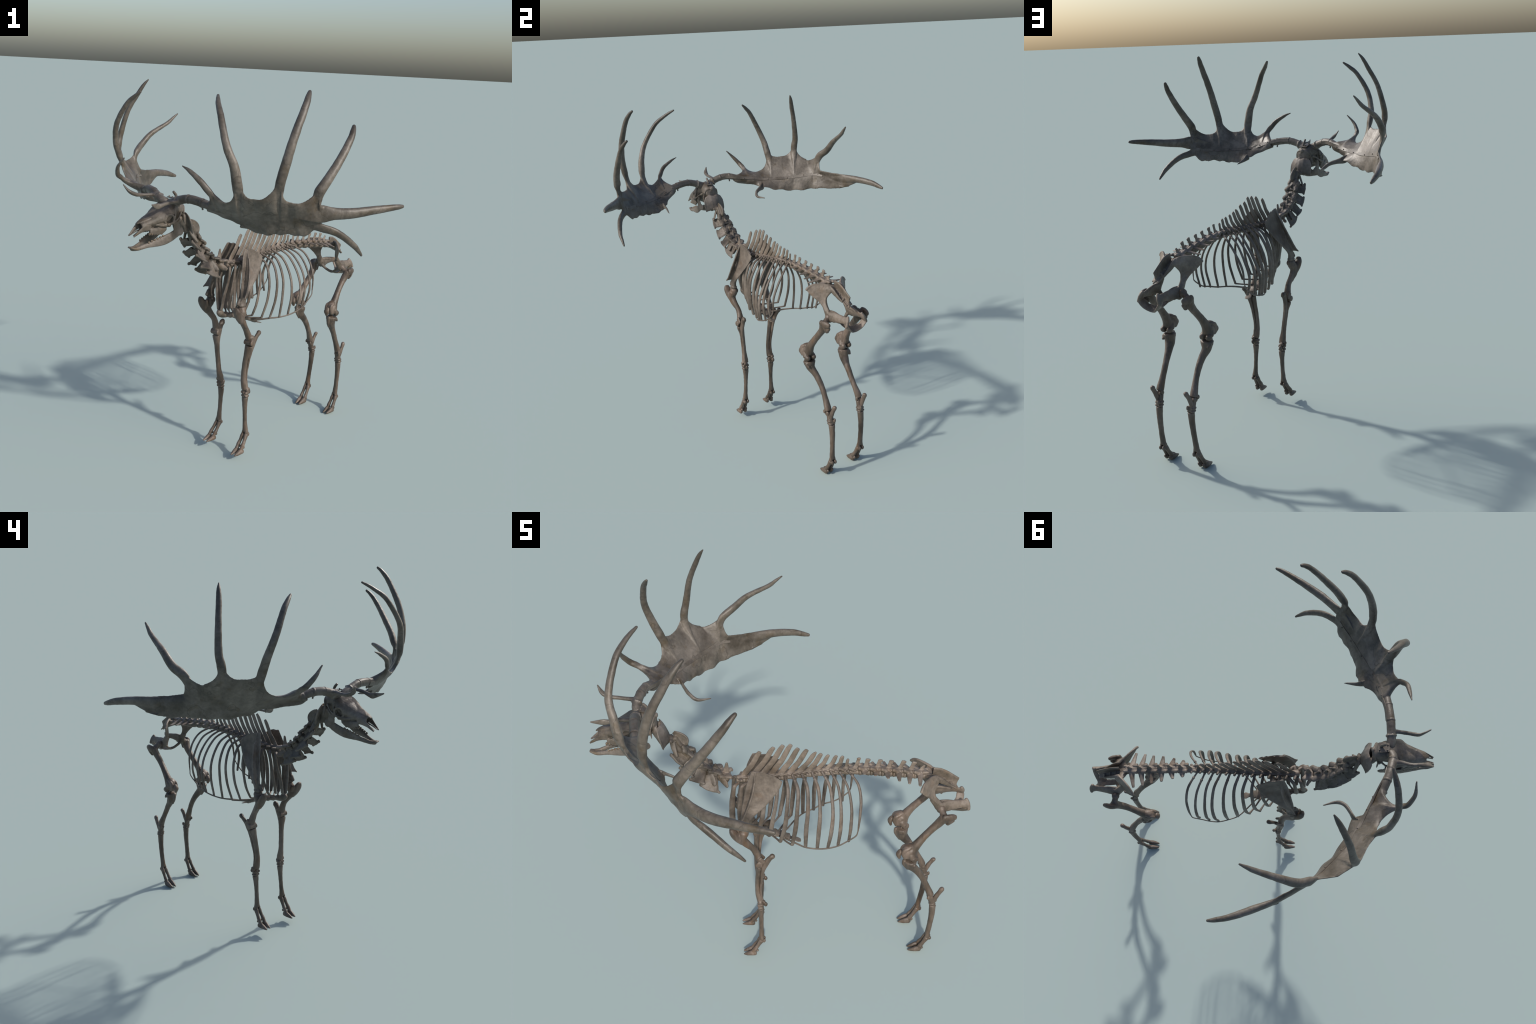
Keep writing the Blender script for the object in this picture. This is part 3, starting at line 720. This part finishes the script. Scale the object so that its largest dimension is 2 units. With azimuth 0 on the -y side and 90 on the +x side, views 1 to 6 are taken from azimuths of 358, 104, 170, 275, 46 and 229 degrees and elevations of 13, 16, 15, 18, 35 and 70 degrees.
def place(s, side, fore):
    if side > 0:
        return s
    s = s.mirrored()
    du, dw, dz = (fore_du, fore_dw, fore_dz) if fore else (hind_du, hind_dw, hind_dz)
    return s.warp(lambda p: (p.x - lerp_table(du, p.z), p.y + lerp_table(dw, p.z), p.z + lerp_table(dz, p.z)))

SAG = (1, 0, 0)
def limb(name, fn, fore, mat=None, **k):
    for side in (1, -1):
        s = Solid(); s.grow = .0009; fn(s)
        bone(name, place(s, side, fore), mat or M_LIMB, k.get("voxel", .002), k.get("smooth", 3), k.get("lump", .0008), k.get("lscale", 40))

def B(u, w, z):
    return (-u, w, z)

def scapula(s):
    F = [(-.066, .063, 1.163), (-.084, .070, 1.12), (-.098, .082, 1.07), (-.108, .091, 1.02), (-.117, .097, .97), (-.122, .100, .93), (-.126, .100, .900), (-.131, .100, .877)]
    R = [(.074, .069, 1.104), (.062, .076, 1.072), (.036, .086, 1.035), (.006, .095, 1.0), (-.032, .100, .962), (-.064, .102, .928), (-.083, .102, .898), (-.084, .100, .872)]
    rows = []; th = []
    fs, rs = resample(F, 20), resample(R, 20)
    for j, (a, b) in enumerate(zip(fs, rs)):
        m = (a + b)/2 + V((0, -.011*math.sin(math.pi*min(1, j/15)), .018*max(0, 1 - j/5)))
        rows.append((B(*a), B(*m), B(*b)))
        k = j/19
        th.append((.0055 + .004*k**3, .003 + .011*k**4))
    s.sheet(rows, th, nv=16)
    s.blob(B(-.107, .100, .876), (.026, .019, .014))
    s.sweep([B(-.125, .098, .905), B(-.139, .098, .885)], [.010, .008])
    # scapular spine
    base = resample([(-.052, .067, 1.150), (-.066, .079, 1.08), (-.086, .094, 1.01), (-.104, .102, .945), (-.108, .103, .925)], 12)
    top = resample([(-.047, .070, 1.156), (-.062, .101, 1.074), (-.086, .121, 1.001), (-.113, .131, .938), (-.128, .135, .921)], 12)
    s.sheet([(B(*p), B(*(p*.5 + q*.5)), B(*q)) for p, q in zip(base, top)], [(.0035, .0026)]*12, nv=8)
    s.sweep([B(*q) for q in top[2:]], [(.004, .003)]*10, hint=SAG, sub=2)
limb("scapula", scapula, True, M_RIB, voxel=.0019, smooth=3)

def humerus(s):
    s.blob(B(-.106, .098, .852), (.026, .025, .023))
    s.sweep([B(-.168, .113, .868), B(-.160, .114, .850), B(-.142, .113, .822), B(-.116, .109, .790)], [(.010, .016), (.016, .022), (.019, .021), (.016, .017)], hint=SAG)
    s.sweep([B(-.150, .092, .852), B(-.134, .100, .83)], [.010, .016])
    s.sweep([B(-.110, .103, .840), B(-.118, .107, .810), B(-.098, .106, .778), B(-.070, .100, .742), B(-.052, .101, .708), B(-.042, .105, .680)],
            [(.024, .025), (.020, .020), (.0165, .0165), (.0145, .0150), (.0165, .0170), (.016, .021)], hint=SAG, sub=6)
    s.sweep([B(-.129, .122, .815), B(-.112, .120, .785), B(-.085, .112, .752)], [.009, .008, .006])
    s.sweep([B(-.042, .084, .659), B(-.043, .107, .657), B(-.042, .131, .659)], [(.017, .018), (.0145, .015), (.016, .0165)], hint=SAG, cap=.3)
    s.sweep([B(-.040, .092, .69), B(-.020, .090, .668)], [(.014, .006), (.011, .006)], hint=SAG)
    s.sweep([B(-.040, .122, .69), B(-.020, .124, .668)], [(.014, .006), (.011, .006)], hint=SAG)
limb("humerus", humerus, True)

def radius(s):
    s.sweep([B(-.042, .106, .638), B(-.043, .104, .622), B(-.046, .097, .59), B(-.050, .090, .53), B(-.051, .086, .456), B(-.043, .088, .412), B(-.038, .090, .388)],
            [(.013, .024), (.013, .023), (.0115, .0165), (.011, .0145), (.012, .0145), (.0155, .019), (.016, .0205)], hint=SAG, sub=6, cap=.3)
    s.blob(B(-.020, .098, .384), (.008, .012, .010)).blob(B(-.040, .110, .386), (.010, .007, .012))
limb("radius", radius, True)

def ulna(s):
    s.sweep([B(.021, .117, .699), B(.008, .115, .684), B(-.008, .112, .655), B(-.020, .110, .625), B(-.026, .106, .59), B(-.032, .098, .53), B(-.036, .093, .46), B(-.030, .096, .40)],
            [(.0155, .011), (.0145, .009), (.016, .008), (.014, .009), (.009, .007), (.006, .006), (.005, .006), (.006, .007)], hint=(.8, 0, -.6), sub=5)
    s.blob(B(.022, .117, .701), (.014, .012, .014))
limb("ulna", ulna, True)

def carpus(s):
    s.sweep([B(-.037, .091, .380), B(-.037, .092, .342)], [(.0125, .0165), (.0125, .0165)], hint=SAG, cap=.3)
    for y in (-.0135, .001, .0145):
        s.blob(B(-.038, .091 + y, .3685), (.0165, .0088, .0100))
        s.blob(B(-.037, .092 + y*.9, .3495), (.0160, .0086, .0088))
    s.blob(B(-.012, .096, .366), (.010, .009, .013)).blob(B(-.050, .099, .360), (.005, .006, .006))
limb("carpus", carpus, True, voxel=.0016, smooth=1)

def metacarpal(s):
    s.sweep([B(-.036, .092, .338), B(-.036, .092, .322), B(-.036, .094, .28), B(-.036, .099, .21), B(-.036, .104, .162), B(-.036, .106, .145)],
            [(.013, .019), (.013, .0175), (.0115, .0125), (.0105, .0112), (.012, .0145), (.012, .0185)], hint=SAG, sub=6, cap=.3)
    for y in (-.0105, .0105):
        s.blob(B(-.037, .106 + y, .139), (.0135, .0085, .0135))
limb("metacarpal", metacarpal, True)

def toe_bones(s, fet, spread):
    for sg in (1, -1):
        def P(u, l, z):
            return (-(fet[0] + u), fet[1] + sg*l, fet[2] + z)
        s.sweep([P(-.003, .0105, -.010), P(-.008, .0115, -.018), P(-.020, .0135, -.040), P(-.031, .015, -.058)], [(.0135, .0100), (.0120, .0098), (.0095, .0082), (.0105, .0092)], hint=SAG)
        s.sweep([P(-.033, .015, -.060), P(-.040, .0155, -.072), P(-.046, .015, -.083)], [(.0108, .0095), (.0095, .0084), (.0108, .0094)], hint=SAG)
        s.blob(P(.012, .010, -.010), (.009, .0085, .012)); s.blob(P(-.024, .015, -.076), (.008, .007, .008))
def hoof(s, fet, sole):
    for sg in (1, -1):
        rings = []
        for x, hw, top, bot in ((-.027, .006, .020, .004), (-.034, .0115, .030, .000), (-.048, .0130, .033, 0), (-.064, .0122, .027, 0), (-.078, .0098, .019, 0), (-.089, .0064, .012, .001), (-.096, .003, .007, .002)):
            r = []
            cy = fet[1] + sg*(.0160 - .085*max(0, -x - .05))
            for i in range(12):
                a = 2*math.pi*i/12; yy, zz = math.cos(a), math.sin(a)
                taper = 1 - .40*max(0, zz)
                r.append(V((-(fet[0] + x), cy + hw*yy*taper, sole + (top + bot)/2 + (top - bot)/2*math.copysign(abs(zz)**.7, zz))))
            rings.append(r)
        s.loft(rings)
limb("toe_bones", lambda s: toe_bones(s, (-.036, .106, .137), 1), True, voxel=.0016, smooth=2)
limb("hoof_core", lambda s: hoof(s, (-.036, .106, .137), .029), True, voxel=.0016, smooth=2)

# ------------------------------------------------------------------ pelvis
s = Solid()
for sg in (1, -1):
    q = lambda u, w, z: (-u, sg*w, z)
    # blade of the ilium: from the flared hip corner, waisted into the shaft, inner lobe lying on the sacrum
    lat = [(.699, .131, 1.066), (.711, .122, 1.045), (.732, .105, 1.022), (.752, .087, .999), (.772, .080, .975), (.788, .077, .952)]
    med = [(.781, .032, 1.087), (.806, .036, 1.066), (.797, .046, 1.048), (.782, .058, 1.022), (.786, .061, .992), (.806, .060, .965)]
    A, M = resample(lat, 16), resample(med, 16)
    rows = []
    for j, (a, m) in enumerate(zip(A, M)):
        k = j/15
        c = (a + m)/2 + V((-.017*(1 - k)**2 + .004*k, .013*(1 - k)**3 - .008*math.sin(math.pi*k), .018*max(0, 1 - 2.2*k)))
        rows.append((q(*a), q(*c), q(*m)))
    s.sheet(rows, [(.0065 + .006*(j/15)**2, .0038 + .009*(j/15)**2) for j in range(16)], nv=14)
    s.sweep([q(.700, .130, 1.066), q(.708, .116, 1.081), q(.722, .096, 1.092), q(.750, .064, 1.094), q(.780, .033, 1.086)], [.0068, .0065, .006, .0058, .006])
    s.sweep([q(.782, .034, 1.080), q(.806, .034, 1.062), q(.836, .030, 1.040), q(.868, .025, 1.018)], [(.012, .008), (.0145, .0075), (.011, .006), (.006, .005)], hint=(0, 0, 1))
    s.sweep([q(.775, .067, .978), q(.797, .069, .952), q(.815, .069, .936), q(.845, .068, .936), q(.880, .063, .938), q(.915, .057, .938), q(.942, .054, .936)],
            [(.017, .012), (.021, .014), (.027, .018), (.028, .013), (.024, .0085), (.020, .008), (.021, .010)],
            hint=[(-.4, 0, 1), (-.3, 0, 1), (0, 0, 1), (0, -sg*.2, 1), (0, -sg*.35, 1), (0, -sg*.5, 1), (0, -sg*.55, 1)])
    s.blob(q(.820, .077, .924), (.025, .012, .023))
    s.blob(q(.851, .068, .913), (.006, .006, .007))
    s.sweep([q(.812, .058, .955), q(.845, .057, .956), q(.885, .055, .950)], [(.010, .007), (.010, .007), (.007, .006)], hint=(0, 0, 1))
    s.sweep([q(.938, .046, .956), q(.948, .055, .936), q(.950, .066, .911)], [.0085, .010, .0085])
    # pubis, floor and rear bridge
    s.sweep([q(.808, .060, .920), q(.812, .040, .905), q(.822, .016, .890), q(.834, .0, .884)], [(.012, .010), (.0085, .008), (.010, .0075), (.013, .0075)], hint=(1, 0, 0))
    s.sweep([q(.942, .060, .914), q(.935, .040, .890), q(.918, .016, .873), q(.908, 0, .870)], [(.020, .0065), (.022, .006), (.026, .0065), (.030, .007)], hint=(1, 0, .2))
    s.sweep([q(.830, .004, .885), q(.87, .005, .875), q(.915, .004, .869)], [(.012, .0065), (.013, .0065), (.014, .0065)], hint=LEFT)
pelvis = bone("pelvis", s, M_AXIAL, 0.002, 4, .0009)

def femur(s):
    s.blob(B(.817, .076, .931), .0205)
    s.sweep([B(.818, .080, .927), B(.822, .098, .915), B(.826, .112, .902)], [(.014, .015), (.015, .016), (.018, .017)], hint=SAG)
    s.sweep([B(.820, .130, .914), B(.842, .129, .910), B(.862, .125, .910), B(.876, .121, .909)], [(.016, .011), (.020, .012), (.018, .011), (.012, .008)], hint=(.3, 0, 1))
    s.sweep([B(.822, .134, .918), B(.848, .126, .889), B(.846, .118, .872)], [.008, .009, .009])
    s.sweep([B(.868, .118, .890), B(.845, .113, .870)], [.009, .012])
    s.sweep([B(.826, .115, .903), B(.805, .109, .868), B(.771, .110, .827), B(.735, .116, .784), B(.705, .121, .742), B(.688, .123, .706)],
            [(.025, .022), (.020, .019), (.0168, .0168), (.0175, .017), (.022, .021), (.028, .027)], hint=(.7, 0, -.7), sub=6)
    s.sweep([B(.688, .123, .722), B(.676, .123, .706), B(.676, .123, .690)], [(.022, .026), (.028, .027), (.026, .026)], hint=(.9, 0, -.4))
    s.sweep([B(.682, .123, .744), B(.660, .123, .732), B(.653, .123, .711), B(.664, .123, .686)], [(.018, .012), (.022, .013), (.023, .013), (.024, .013)], hint=LEFT)
    for y in (-.016, .016):
        s.sweep([B(.685, .123 + y, .702), B(.699, .123 + y*1.2, .680), B(.712, .123 + y*1.2, .678)], [(.018, .014), (.0185, .0145), (.014, .0125)], hint=(.6, 0, .8))
        s.sweep([B(.672, .123 + y*.9, .738), B(.653, .123 + y*.95, .731), B(.645, .123 + y*.95, .710), B(.657, .123 + y, .684)], [.007, .0085, .0085, .0085])
limb("femur", femur, False)
limb("patella", lambda s: s.sweep([B(.634, .124, .716), B(.627, .125, .697), B(.632, .124, .675)], [(.009, .012), (.0115, .0165), (.006, .008)], hint=SAG), False, voxel=.0016)

def tibia(s):
    s.sweep([B(.690, .120, .652), B(.690, .119, .636)], [(.031, .034), (.029, .031)], hint=SAG, cap=.3)
    s.sweep([B(.688, .112, .650), B(.688, .115, .664)], [(.010, .005), (.005, .004)], hint=SAG)
    s.sweep([B(.688, .128, .650), B(.688, .126, .664)], [(.010, .005), (.005, .004)], hint=SAG)
    s.sweep([B(.690, .118, .636), B(.696, .114, .612), B(.722, .104, .580), B(.747, .098, .545), B(.770, .095, .505), B(.790, .095, .462), B(.810, .097, .418), B(.817, .098, .398)],
            [(.028, .029), (.027, .022), (.020, .017), (.0165, .0155), (.0150, .0145), (.0150, .0145), (.0165, .0190), (.0170, .0205)], hint=(1, 0, .5), sub=6, cap=.3)
    s.sweep([B(.662, .120, .652), B(.664, .118, .628), B(.684, .110, .590)], [(.012, .010), (.012, .008), (.007, .006)], hint=SAG)
    s.sweep([B(.703, .146, .642), B(.716, .142, .628)], [(.010, .007), (.006, .005)])
    s.blob(B(.806, .115, .392), (.010, .006, .012)).blob(B(.822, .080, .390), (.010, .006, .013))
limb("tibia", tibia, False)

def calcaneus(s):
    s.sweep([B(.872, .097, .431), B(.862, .098, .412), B(.850, .098, .388), B(.839, .098, .362), B(.834, .096, .345)], [(.013, .0105), (.011, .009), (.012, .0095), (.013, .009), (.010, .009)], hint=(.8, 0, -.6))
    s.blob(B(.873, .096, .433), (.012, .0115, .011))
limb("calcaneus", calcaneus, False)

def tarsus(s):
    s.sweep([B(.818, .086, .382), B(.818, .098, .382), B(.819, .108, .382)], [(.015, .014), (.013, .012), (.015, .014)], hint=SAG, cap=.4)
    s.sweep([B(.822, .094, .375), B(.829, .094, .350)], [(.013, .017), (.014, .018)], hint=SAG)
    s.sweep([B(.832, .094, .352), B(.837, .093, .322)], [(.0145, .0165), (.0150, .0165)], hint=SAG, cap=.3)
    for y in (-.011, .011):
        s.blob(B(.832, .093 + y, .340), (.0175, .0115, .0090)).blob(B(.836, .093 + y, .3255), (.0180, .0110, .0078))
    s.blob(B(.853, .083, .345), (.007, .007, .013))
limb("tarsus", tarsus, False, voxel=.0016, smooth=1)

def metatarsal(s):
    s.sweep([B(.838, .092, .316), B(.839, .092, .300), B(.841, .092, .25), B(.838, .092, .18), B(.834, .091, .125), B(.833, .090, .108)],
            [(.0165, .0175), (.0160, .0165), (.0145, .0138), (.0130, .0125), (.0125, .0150), (.0125, .0185)], hint=SAG, sub=6, cap=.3)
    for y in (-.0105, .0105):
        s.blob(B(.832, .090 + y, .101), (.0135, .0085, .0135))
limb("metatarsal", metatarsal, False)
limb("toe_bones", lambda s: toe_bones(s, (.833, .090, .099), 1), False, voxel=.0016, smooth=2)
limb("hoof_core", lambda s: hoof(s, (.833, .090, .099), .001), False, voxel=.0016, smooth=2)

# ------------------------------------------------------------------ bake the fused bones
dg = bpy.context.evaluated_depsgraph_get()
baked = []
for ob, amp, sc in jobs:
    if ob.modifiers:
        baked.append((ob, bpy.data.meshes.new_from_object(ob.evaluated_get(dg)), amp, sc))
for ob, me, amp, sc in baked:
    old = ob.data; ob.modifiers.clear(); ob.data = me; me.name = ob.name; bpy.data.meshes.remove(old)
    n = len(me.vertices)
    if amp > 0 and n:
        co = np.empty(n*3, np.float32); no = np.empty(n*3, np.float32)
        me.vertices.foreach_get("co", co); me.vertex_normals.foreach_get("vector", no)
        co = co.reshape(-1, 3); no = no.reshape(-1, 3)
        nz = noise.noise
        d = np.array([nz((x*sc, y*sc, z*sc)) + .5*nz((x*sc*2.3 + 9, y*sc*2.3, z*sc*2.3)) for x, y, z in co.tolist()], np.float32)
        co += no*(d*amp)[:, None]
        me.vertices.foreach_set("co", co.ravel())
    me.update()
for ob, amp, sc in jobs:
    ob.data.polygons.foreach_set("use_smooth", [True]*len(ob.data.polygons))
    if not amp and not ob.name.startswith(("upper", "lower")):
        ob.data.set_sharp_from_angle(angle=math.radians(40))
    ob.data.update()
